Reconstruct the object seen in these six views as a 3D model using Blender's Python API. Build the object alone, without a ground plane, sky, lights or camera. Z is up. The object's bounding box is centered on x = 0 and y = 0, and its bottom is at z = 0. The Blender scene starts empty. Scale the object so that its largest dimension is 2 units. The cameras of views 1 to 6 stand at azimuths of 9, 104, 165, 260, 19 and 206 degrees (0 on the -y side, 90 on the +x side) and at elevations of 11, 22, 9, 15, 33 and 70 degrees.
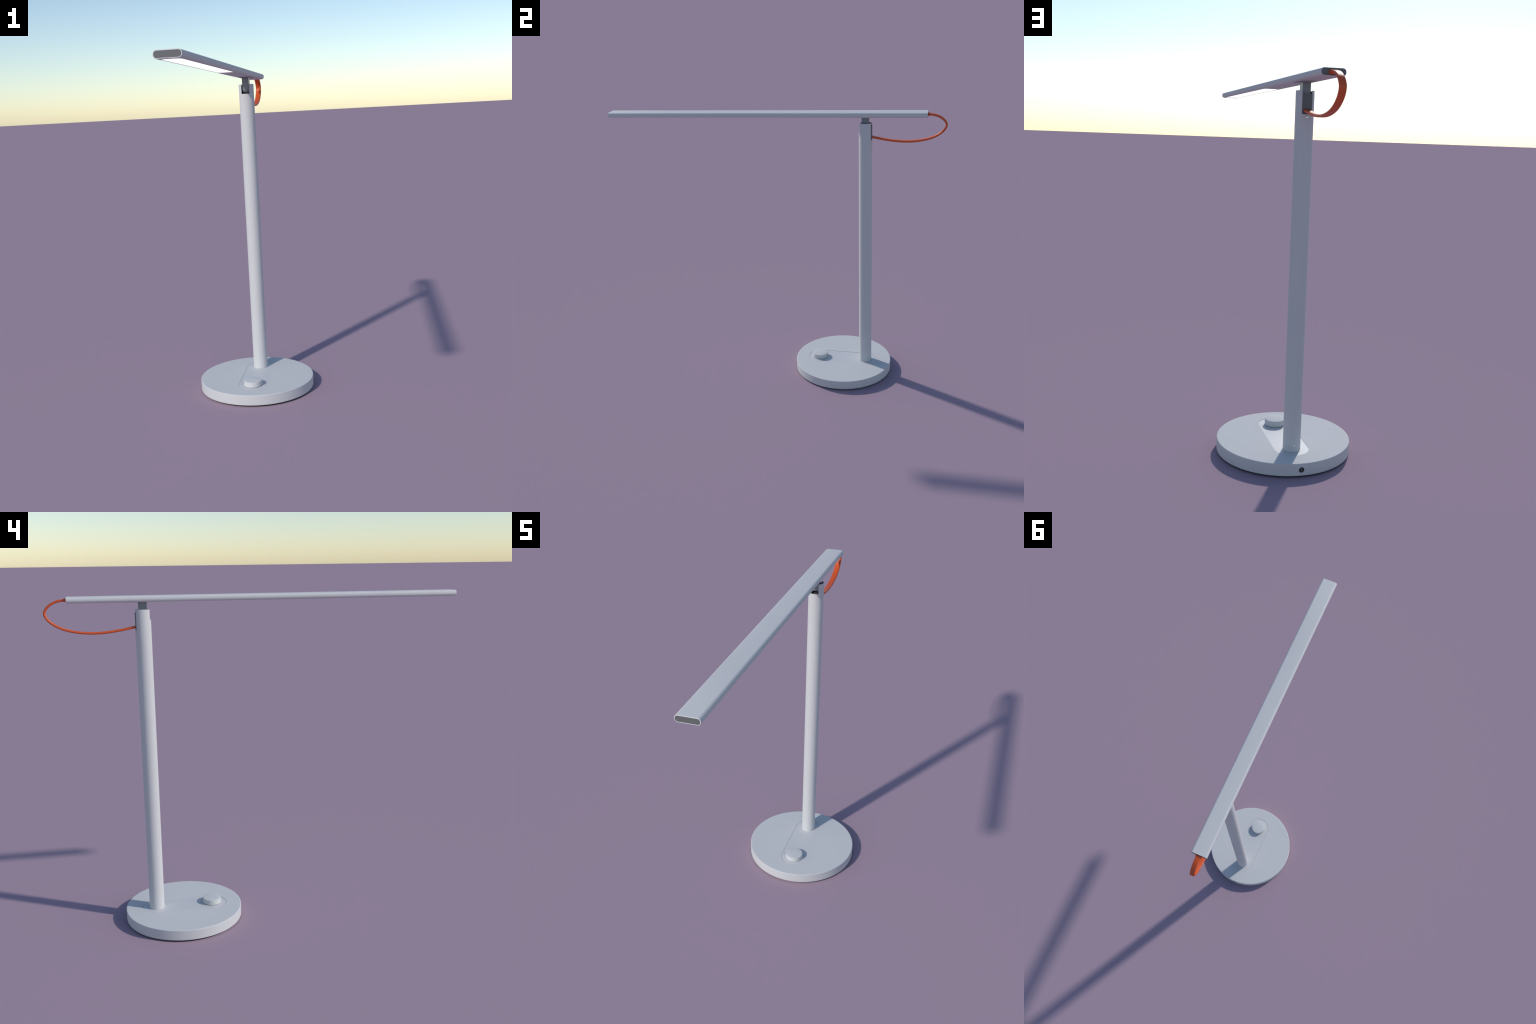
# LED desk lamp: round base with a control plate and dial, tubular pole with a
# slotted hinge socket, long flat lamp head with a light panel, flat orange cord.
import bpy, bmesh, math
from mathutils import Vector

# ------------------------------------------------------------------ sizes (m)
BASE_Y, BASE_R, BASE_BOTTOM, BASE_TOP = 0.4076, 0.2985, 0.0056, 0.0586
POLE_Y, POLE_R, POLE_TOP = 0.5478, 0.0381, 1.5793
DIAL_Y, DIAL_R = 0.2597, 0.0466
PLATE_R, PLATE_DROP = 0.0755, 0.0013
PLATE_TOP = BASE_TOP - PLATE_DROP
HEAD_FRONT, HEAD_BACK = -1.0, 0.892
HEAD_HALF_W, HEAD_LOW, HEAD_HIGH = 0.0483, 1.6141, 1.6427
HEAD_R = (HEAD_HIGH - HEAD_LOW) / 2
HEAD_Z = (HEAD_HIGH + HEAD_LOW) / 2
SLOT_HALF, SLOT_BOTTOM = 0.0205, 1.531
COVER_LOW, COVER_HIGH = 1.4850, 1.5650

# ------------------------------------------------------------------ materials
def material(name, color, rough, metallic=0.0, spec=0.5, tint=0.02, grain=60.0,
             bump=0.0, emission=None, coat=0.0):
    m = bpy.data.materials.new(name)
    m.use_nodes = True
    nt = m.node_tree
    b = nt.nodes["Principled BSDF"]
    tc = nt.nodes.new("ShaderNodeTexCoord")
    nz = nt.nodes.new("ShaderNodeTexNoise")
    nz.inputs["Scale"].default_value = grain
    nz.inputs["Detail"].default_value = 3.0
    nt.links.new(tc.outputs["Object"], nz.inputs["Vector"])
    ramp = nt.nodes.new("ShaderNodeValToRGB")
    lo = [max(0.0, c * (1 - tint)) for c in color]
    hi = [min(1.0, c * (1 + tint)) for c in color]
    ramp.color_ramp.elements[0].position = 0.3
    ramp.color_ramp.elements[1].position = 0.7
    ramp.color_ramp.elements[0].color = (*lo, 1)
    ramp.color_ramp.elements[1].color = (*hi, 1)
    nt.links.new(nz.outputs["Fac"], ramp.inputs["Fac"])
    nt.links.new(ramp.outputs["Color"], b.inputs["Base Color"])
    b.inputs["Roughness"].default_value = rough
    b.inputs["Metallic"].default_value = metallic
    b.inputs["Specular IOR Level"].default_value = spec
    b.inputs["Coat Weight"].default_value = coat
    if bump > 0:
        bp = nt.nodes.new("ShaderNodeBump")
        bp.inputs["Strength"].default_value = bump
        bp.inputs["Distance"].default_value = 0.0004
        fine = nt.nodes.new("ShaderNodeTexNoise")
        fine.inputs["Scale"].default_value = 900.0
        nt.links.new(tc.outputs["Object"], fine.inputs["Vector"])
        nt.links.new(fine.outputs["Fac"], bp.inputs["Height"])
        nt.links.new(bp.outputs["Normal"], b.inputs["Normal"])
    if emission:
        b.inputs["Emission Color"].default_value = (*emission[0], 1)
        b.inputs["Emission Strength"].default_value = emission[1]
    return m

WHITE = material("white_plastic", (0.61, 0.603, 0.60), 0.78, spec=0.3, tint=0.006, grain=9)
GLOSS_WHITE = material("smooth_white_plastic", (0.605, 0.60, 0.60), 0.42, tint=0.006, grain=9)
GREY = material("grey_end_cap", (0.131, 0.132, 0.132), 0.6, tint=0.03)
DARK = material("dark_grey_plastic", (0.135, 0.137, 0.142), 0.5, tint=0.03)
BLACK = material("black_plastic", (0.02, 0.021, 0.023), 0.5, tint=0.05)
SOCKET = material("charcoal_plastic", (0.075, 0.077, 0.076), 0.6, tint=0.03)
PATCH_GREY = material("oval_patch_grey", (0.45, 0.445, 0.45), 0.7, spec=0.3, tint=0.01)
RUBBER = material("black_rubber", (0.012, 0.012, 0.013), 0.9, tint=0.05)
HINGE = material("hinge_metal", (0.23, 0.255, 0.27), 0.3, tint=0.02)
STEEL = material("screw_steel", (0.82, 0.86, 0.85), 0.2, metallic=1.0, tint=0.02)
ORANGE = material("orange_silicone", (0.645, 0.092, 0.018), 0.45, tint=0.015, grain=25)
PANEL = material("glowing_diffuser", (0.9, 0.9, 0.9), 0.5, tint=0.005, emission=((1, 1, 1), 1.3))

# ------------------------------------------------------------------ mesh tools
def finish(bm, name, mat, angle=40):
    bmesh.ops.remove_doubles(bm, verts=bm.verts, dist=1e-6)
    bmesh.ops.recalc_face_normals(bm, faces=bm.faces)
    me = bpy.data.meshes.new(name)
    bm.to_mesh(me); bm.free()
    ob = bpy.data.objects.new(name, me)
    bpy.context.scene.collection.objects.link(ob)
    me.materials.append(mat)
    smooth(ob, angle)
    return ob

def smooth(ob, angle):
    me = ob.data
    for p in me.polygons:   # plain level faces stay flat, so rims do not bend their shading
        p.use_smooth = not (abs(p.normal.z) > 0.99999 and len(p.vertices) != 4)
    me.set_sharp_from_angle(angle=math.radians(angle))

def lathe(profile, cx, cy, seg=128):
    """Surface of revolution about a vertical axis; profile = [(r, z)...]."""
    bm = bmesh.new()
    rings = []
    for r, z in profile:
        if r < 1e-6:
            rings.append([bm.verts.new((cx, cy, z))])
        else:
            rings.append([bm.verts.new((cx + r * math.cos(2 * math.pi * i / seg),
                                        cy + r * math.sin(2 * math.pi * i / seg), z))
                          for i in range(seg)])
    for a, b in zip(rings, rings[1:]):
        for i in range(seg):
            j = (i + 1) % seg
            if len(a) == 1 and len(b) == 1:
                continue
            if len(a) == 1:
                bm.faces.new((a[0], b[i], b[j]))
            elif len(b) == 1:
                bm.faces.new((a[i], a[j], b[0]))
            else:
                bm.faces.new((a[i], a[j], b[j], b[i]))
    return bm

def loft(loops, cap=True):
    """Skin through closed loops that all have the same number of points."""
    bm = bmesh.new()
    rows = [[bm.verts.new(p) for p in l] for l in loops]
    n = len(rows[0])
    for a, b in zip(rows, rows[1:]):
        for i in range(n):
            j = (i + 1) % n
            bm.faces.new((a[i], a[j], b[j], b[i]))
    if cap:
        bm.faces.new(rows[0]); bm.faces.new(rows[-1])
    return bm

def rounded_rect(hw, hh, r, seg=10):
    """Outline of a rectangle with round corners in a local (a, b) plane."""
    pts = []
    for cx, cy, a0 in ((hw - r, hh - r, 0), (-hw + r, hh - r, 90),
                       (-hw + r, -hh + r, 180), (hw - r, -hh + r, 270)):
        for k in range(seg + 1):
            a = math.radians(a0 + 90 * k / seg)
            pts.append((cx + r * math.cos(a), cy + r * math.sin(a)))
    return pts

def box(x0, x1, y0, y1, z0, z1, bevel=0.0):
    bm = bmesh.new()
    bmesh.ops.create_cube(bm, size=1)
    for v in bm.verts:
        v.co = Vector(((x0 + x1) / 2 + v.co.x * (x1 - x0),
                       (y0 + y1) / 2 + v.co.y * (y1 - y0),
                       (z0 + z1) / 2 + v.co.z * (z1 - z0)))
    if bevel:
        bmesh.ops.bevel(bm, geom=bm.edges[:], offset=bevel, segments=3,
                        affect='EDGES', profile=0.5)
    return bm

def capsule(r, y0, y1, seg=40):
    """Plan outline of the control plate: two half circles joined by straights."""
    pts = []
    for k in range(seg + 1):
        a = math.pi * k / seg
        pts.append((r * math.cos(a), y1 + r * math.sin(a)))
    for k in range(seg + 1):
        a = math.pi + math.pi * k / seg
        pts.append((r * math.cos(a), y0 + r * math.sin(a)))
    return pts

def cut(ob, bm, angle=40):
    """Subtract a closed cutter volume from ob."""
    tool = finish(bm, "cutter", BLACK)
    mod = ob.modifiers.new("cut", 'BOOLEAN')
    mod.operation = 'DIFFERENCE'; mod.solver = 'EXACT'; mod.object = tool
    dg = bpy.context.evaluated_depsgraph_get()
    me = bpy.data.meshes.new_from_object(ob.evaluated_get(dg))
    ob.modifiers.clear()
    old = ob.data
    ob.data = me
    me.name = ob.name
    bpy.data.meshes.remove(old)
    t = tool.data
    bpy.data.objects.remove(tool); bpy.data.meshes.remove(t)
    while len(me.materials) > 1:
        me.materials.pop()
    for p in me.polygons:
        p.material_index = 0
    smooth(ob, angle)

def arc(cx, cy, r, a0, a1, n):
    return [(cx + r * math.cos(a0 + (a1 - a0) * k / n),
             cy + r * math.sin(a0 + (a1 - a0) * k / n)) for k in range(n + 1)]

def rounded_rim(r, z, e, n=4, inward=False):
    """Quarter round (r, z) profile points at a top outer rim."""
    return [(r - e + e * math.cos(math.pi / 2 * k / n), z - e + e * math.sin(math.pi / 2 * k / n))
            for k in range(n + 1)]

# ------------------------------------------------------------------ root
lamp = bpy.data.objects.new("desk_lamp", None)
bpy.context.scene.collection.objects.link(lamp)
lamp.location = (0, BASE_Y, 0)
lamp["label"] = "slim white desk lamp with long flat head and orange cord"
lamp["category"] = "desk lamp"

def child(ob, parent=lamp):
    ob.parent = parent
    base = Vector((0, 0, 0))
    p = parent
    while p:
        base += p.location
        p = p.parent
    ob.matrix_parent_inverse.identity()
    ob.location = -base
    # keep vertex coordinates in world metres
    return ob

# ------------------------------------------------------------------ base
prof = [(0, BASE_BOTTOM), (BASE_R - 0.0008, BASE_BOTTOM), (BASE_R, BASE_BOTTOM + 0.0008),
        (BASE_R, BASE_BOTTOM + 0.005), (BASE_R, BASE_TOP - 0.006)]
prof += rounded_rim(BASE_R, BASE_TOP, 0.0028)
prof += [(BASE_R - 0.010, BASE_TOP), (0, BASE_TOP)]
base = finish(lathe(prof, 0, BASE_Y, 192), "base", WHITE, 50)
cap_out = capsule(PLATE_R, DIAL_Y, POLE_Y)
cut(base, loft([[(x, y, PLATE_TOP - 0.003) for x, y in cap_out],
                [(x, y, BASE_TOP + 0.01) for x, y in cap_out]]), 50)
# power socket hole in the rear of the rim
hole = [(0.0121 * math.cos(2 * math.pi * k / 32), 0.0311 + 0.0121 * math.sin(2 * math.pi * k / 32)) for k in range(32)]
cut(base, loft([[(x, BASE_Y + BASE_R - 0.03, z) for x, z in hole],
                [(x, BASE_Y + BASE_R + 0.02, z) for x, z in hole]]), 50)
child(base)

foot = finish(lathe([(0, 0), (BASE_R - 0.008, 0), (BASE_R - 0.007, 0.001), (BASE_R - 0.007, BASE_BOTTOM - 0.0004),
                     (0, BASE_BOTTOM - 0.0004)], 0, BASE_Y, 128), "foot_pad", RUBBER)
child(foot)

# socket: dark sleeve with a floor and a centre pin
def ring_y(r, y):
    return [(r * math.cos(2 * math.pi * k / 32), y, 0.0311 + r * math.sin(2 * math.pi * k / 32)) for k in range(32)]
yr = BASE_Y + BASE_R
sock = loft([ring_y(0.0119, yr - 0.0012), ring_y(0.0119, yr - 0.029), ring_y(0.0112, yr - 0.0292),
             ring_y(0.0105, yr - 0.007), ring_y(0.0105, yr - 0.0012), ring_y(0.0119, yr - 0.0012)], cap=False)
floor = sock.faces.new([sock.verts.new(p) for p in ring_y(0.0105, yr - 0.007)])
socket = finish(sock, "power_socket", SOCKET)
child(socket)

# ------------------------------------------------------------------ control plate
PLATE_GAP = 0.00015
pl = capsule(PLATE_R - PLATE_GAP, DIAL_Y, POLE_Y)
plate = finish(loft([[(x, y, PLATE_TOP - 0.0028) for x, y in pl], [(x, y, PLATE_TOP) for x, y in pl]]),
               "control_plate", GLOSS_WHITE)
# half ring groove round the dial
g = arc(0, DIAL_Y, 0.0624, 0.0, math.pi, 40) + arc(0, DIAL_Y, 0.0608, math.pi, 0.0, 40)
cut(plate, loft([[(x, y, PLATE_TOP - 0.0014) for x, y in g], [(x, y, PLATE_TOP + 0.002) for x, y in g]]))
child(plate)

# ------------------------------------------------------------------ dial
dz0 = PLATE_TOP + 0.0021
prof = [(0, PLATE_TOP + 0.0003), (DIAL_R - 0.006, PLATE_TOP + 0.0003), (DIAL_R - 0.006, dz0), (DIAL_R - 0.0006, dz0),
        (DIAL_R, dz0 + 0.0006), (DIAL_R, dz0 + 0.002), (DIAL_R, 0.0830)]
prof += rounded_rim(DIAL_R, 0.0860, 0.0016)
prof += [(DIAL_R * t, 0.0860 + 0.0026 * (1 - t * t)) for t in (0.9, 0.75, 0.5, 0.25, 0.0)]
dial = finish(lathe(prof, 0, DIAL_Y, 96), "dial", WHITE, 35)
child(dial)

# ------------------------------------------------------------------ pole
WALL = 0.0045
prof = [(POLE_R - WALL, PLATE_TOP + 0.0003), (POLE_R, PLATE_TOP + 0.0003)]
prof += [(POLE_R, z) for z in (0.3, 0.7, 1.1, 1.4)]
prof += rounded_rim(POLE_R, POLE_TOP, 0.0016)
prof += [(POLE_R - WALL + 0.0008, POLE_TOP), (POLE_R - WALL, POLE_TOP - 0.0008), (POLE_R - WALL, PLATE_TOP + 0.0003)]
pole = finish(lathe(prof, 0, POLE_Y, 96), "pole", WHITE)
cut(pole, box(-SLOT_HALF, SLOT_HALF, POLE_Y - 0.06, POLE_Y, SLOT_BOTTOM, POLE_TOP + 0.05))
cut(pole, box(-SLOT_HALF, SLOT_HALF, POLE_Y, POLE_Y + 0.06, COVER_LOW, POLE_TOP + 0.05))
child(pole)

# dark hinge housing inside the pole, slotted front and rear
RI = POLE_R - WALL - 0.0003
prof = [(0, COVER_LOW - 0.02), (RI, COVER_LOW - 0.02), (RI, POLE_TOP - 0.003), (RI - 0.008, POLE_TOP - 0.003), (RI - 0.008, SLOT_BOTTOM - 0.002),
        (0, SLOT_BOTTOM - 0.002)]
housing = finish(lathe(prof, 0, POLE_Y, 96), "hinge_housing", SOCKET)
cut(housing, box(-SLOT_HALF + 0.0004, SLOT_HALF - 0.0004, POLE_Y - 0.06, POLE_Y + 0.06, SLOT_BOTTOM - 0.002, POLE_TOP + 0.05))
child(housing)

# rear cover with the cord opening
cover = finish(box(-SLOT_HALF + 0.0003, SLOT_HALF - 0.0003, POLE_Y + 0.0300, POLE_Y + 0.0362, COVER_LOW + 0.0004, COVER_HIGH, 0.0008),
               "rear_cover", DARK)
cut(cover, box(-0.0156, 0.0152, POLE_Y + 0.0315, POLE_Y + 0.05, 1.4925, 1.5060))
child(cover)

# hinge bar: rectangular neck with a round knuckle at its lower end
AX_Z, KN = 1.5535, 0.0196
side = [(0.0205, HEAD_LOW + 0.004), (-0.0205, HEAD_LOW + 0.004)]
side += [(-KN * math.cos(math.pi * k / 24), AX_Z - KN * math.sin(math.pi * k / 24)) for k in range(25)]
bm = loft([[(x, POLE_Y - 0.0006 + y, z) for y, z in side] for x in (-0.0174, 0.0174)])
bmesh.ops.bevel(bm, geom=[e for e in bm.edges if e.calc_face_angle(0) > 1.0], offset=0.0006, segments=2, affect='EDGES')
neck = finish(bm, "hinge_neck", HINGE, 35)
child(neck)
pinbm = loft([[(x, POLE_Y - 0.0006 + 0.006 * math.cos(2 * math.pi * k / 24), AX_Z + 0.006 * math.sin(2 * math.pi * k / 24)) for k in range(24)]
              for x in (-0.03, 0.03)])
axle = finish(pinbm, "hinge_axle", BLACK)
child(axle, neck)

# screws on the rear of the pole: shallow domed heads, tilted to show a bright sky reflection
def screw(z, r, tip):
    loops = []
    for rr, dy in ((r, -0.004), (r, 0.0006), (r * 0.85, 0.0012), (r * 0.45, 0.0014)):
        ring = []
        for k in range(24):
            a = 2 * math.pi * k / 24
            x, y, zz = rr * math.cos(a), dy, rr * math.sin(a)
            ring.append((x, POLE_Y + POLE_R + y * math.cos(tip) - zz * math.sin(tip),
                         z + zz * math.cos(tip) + y * math.sin(tip)))
        loops.append(ring)
    return child(finish(loft(loops), "screw", STEEL, 60), pole)
screw(1.4738, 0.0056, math.radians(4))
screw(0.0856, 0.0042, math.radians(4))

# ------------------------------------------------------------------ lamp head
def stadium(inset, y):
    # flat top and bottom, sides rounded a little tighter than a half circle
    pts, fl = [], HEAD_HALF_W - 0.0126
    for sx, a0 in ((1, -90), (-1, 90)):
        for k in range(25):
            a = math.radians(a0 + 180 * k / 24)
            pts.append((sx * fl + (0.0126 - inset) * math.cos(a), y, HEAD_Z + (HEAD_R - inset) * math.sin(a)))
    return pts
E1 = 0.0016
front = [stadium(E1 * (1 - math.sin(math.pi / 2 * k / 4)), HEAD_FRONT + E1 * (1 - math.cos(math.pi / 2 * k / 4))) for k in range(5)]
back = [stadium(0.0, HEAD_BACK - 0.0006), stadium(0.0006, HEAD_BACK)]
loops = [stadium(0.0032, HEAD_FRONT + 0.004), stadium(0.0032, HEAD_FRONT)] + front
loops += [stadium(0, HEAD_FRONT + (HEAD_BACK - HEAD_FRONT) * t) for t in (0.2, 0.4, 0.6, 0.8)]
loops += back + [stadium(0.0016, HEAD_BACK), stadium(0.0016, HEAD_BACK - 0.004)]
head = finish(loft(loops), "lamp_head", WHITE, 40)
# light panel pocket on the underside
PY0, PY1, PW = -0.972, 0.007, 0.0352
def panel_outline(grow, z):
    cy, hl = (PY0 + PY1) / 2, (PY1 - PY0) / 2
    return [(a, cy + b, z) for a, b in rounded_rect(PW + grow, hl + grow, 0.022 + grow, 10)]
cut(head, loft([panel_outline(0, HEAD_LOW - 0.01), panel_outline(0, HEAD_LOW + 0.004)]))
child(head)
panel = finish(loft([panel_outline(-0.0002, HEAD_LOW + 0.0039), panel_outline(-0.0002, HEAD_LOW + 0.0024)]), "light_panel", PANEL)
child(panel, head)
patch_pts = [(x * 0.9, y) for x, y in capsule(0.034, 0.485, 0.612)]
oval_patch = finish(loft([[(x, y, HEAD_LOW + 0.001) for x, y in patch_pts], [(x, y, HEAD_LOW - 0.0006) for x, y in patch_pts]]), "grey_oval_patch", PATCH_GREY)
child(oval_patch, head)
fcap = finish(loft([stadium(0.0034, HEAD_FRONT + 0.0035), stadium(0.0034, HEAD_FRONT + 0.0006)]), "end_cap", GREY)
child(fcap, head)
bcap = finish(loft([stadium(0.0018, HEAD_BACK - 0.0035), stadium(0.0018, HEAD_BACK - 0.0012)]), "end_cap", DARK)
child(bcap, head)

# ------------------------------------------------------------------ cord
# centre line in the x = 0 plane, (y, z)
path = [(0.570, 1.5010), (0.584, 1.4988), (0.615, 1.4929), (0.655, 1.4855), (0.697, 1.4793), (0.738, 1.4755),
        (0.779, 1.4745), (0.819, 1.4762), (0.860, 1.4817), (0.900, 1.4910), (0.9353, 1.5050), (0.9630, 1.5222),
        (0.9835, 1.5418), (0.9940, 1.5620), (0.9935, 1.5780), (0.9800, 1.5972), (0.9587, 1.6130), (0.9330, 1.6237),
        (0.9060, 1.6275), (0.8950, 1.6280)]
def catmull(p, n=10):
    out = []
    for i in range(len(p) - 1):
        a, b, c, d = (Vector(p[max(0, min(len(p) - 1, i + k))]) for k in (-1, 0, 1, 2))
        for k in range(n):
            t = k / n
            out.append(0.5 * ((2 * b) + (c - a) * t + (2 * a - 5 * b + 4 * c - d) * t * t + (3 * b - a - 3 * c + d) * t ** 3))
    out.append(Vector(p[-1]))
    return out
cl = catmull(path)
for _ in range(30):   # relax reading noise out of the centre line
    cl = [cl[0]] + [(cl[i - 1] + cl[i] * 2 + cl[i + 1]) / 4 for i in range(1, len(cl) - 1)] + [cl[-1]]
sec = rounded_rect(0.0148, 0.0055, 0.0053, 8)
loops = []
for i, c in enumerate(cl):
    t = (cl[min(i + 1, len(cl) - 1)] - cl[max(i - 1, 0)]).normalized()
    nrm = Vector((-t.y, t.x))
    loops.append([(a, c.x + nrm.x * b, c.y + nrm.y * b) for a, b in sec])
cord = finish(loft(loops), "cord", ORANGE, 60)
child(cord)
# flared strain relief where the cord leaves the head
def relief(hw, hh, y):
    return [(a, y, 1.6279 + b) for a, b in rounded_rect(hw, hh, min(hw, hh) * 0.6, 6)]
sr = finish(loft([relief(0.0186, 0.0085, HEAD_BACK - 0.0015), relief(0.0184, 0.0083, HEAD_BACK + 0.003),
                  relief(0.0166, 0.0070, HEAD_BACK + 0.0095), relief(0.0164, 0.0066, HEAD_BACK + 0.0120)]), "strain_relief", ORANGE, 25)
child(sr, cord)
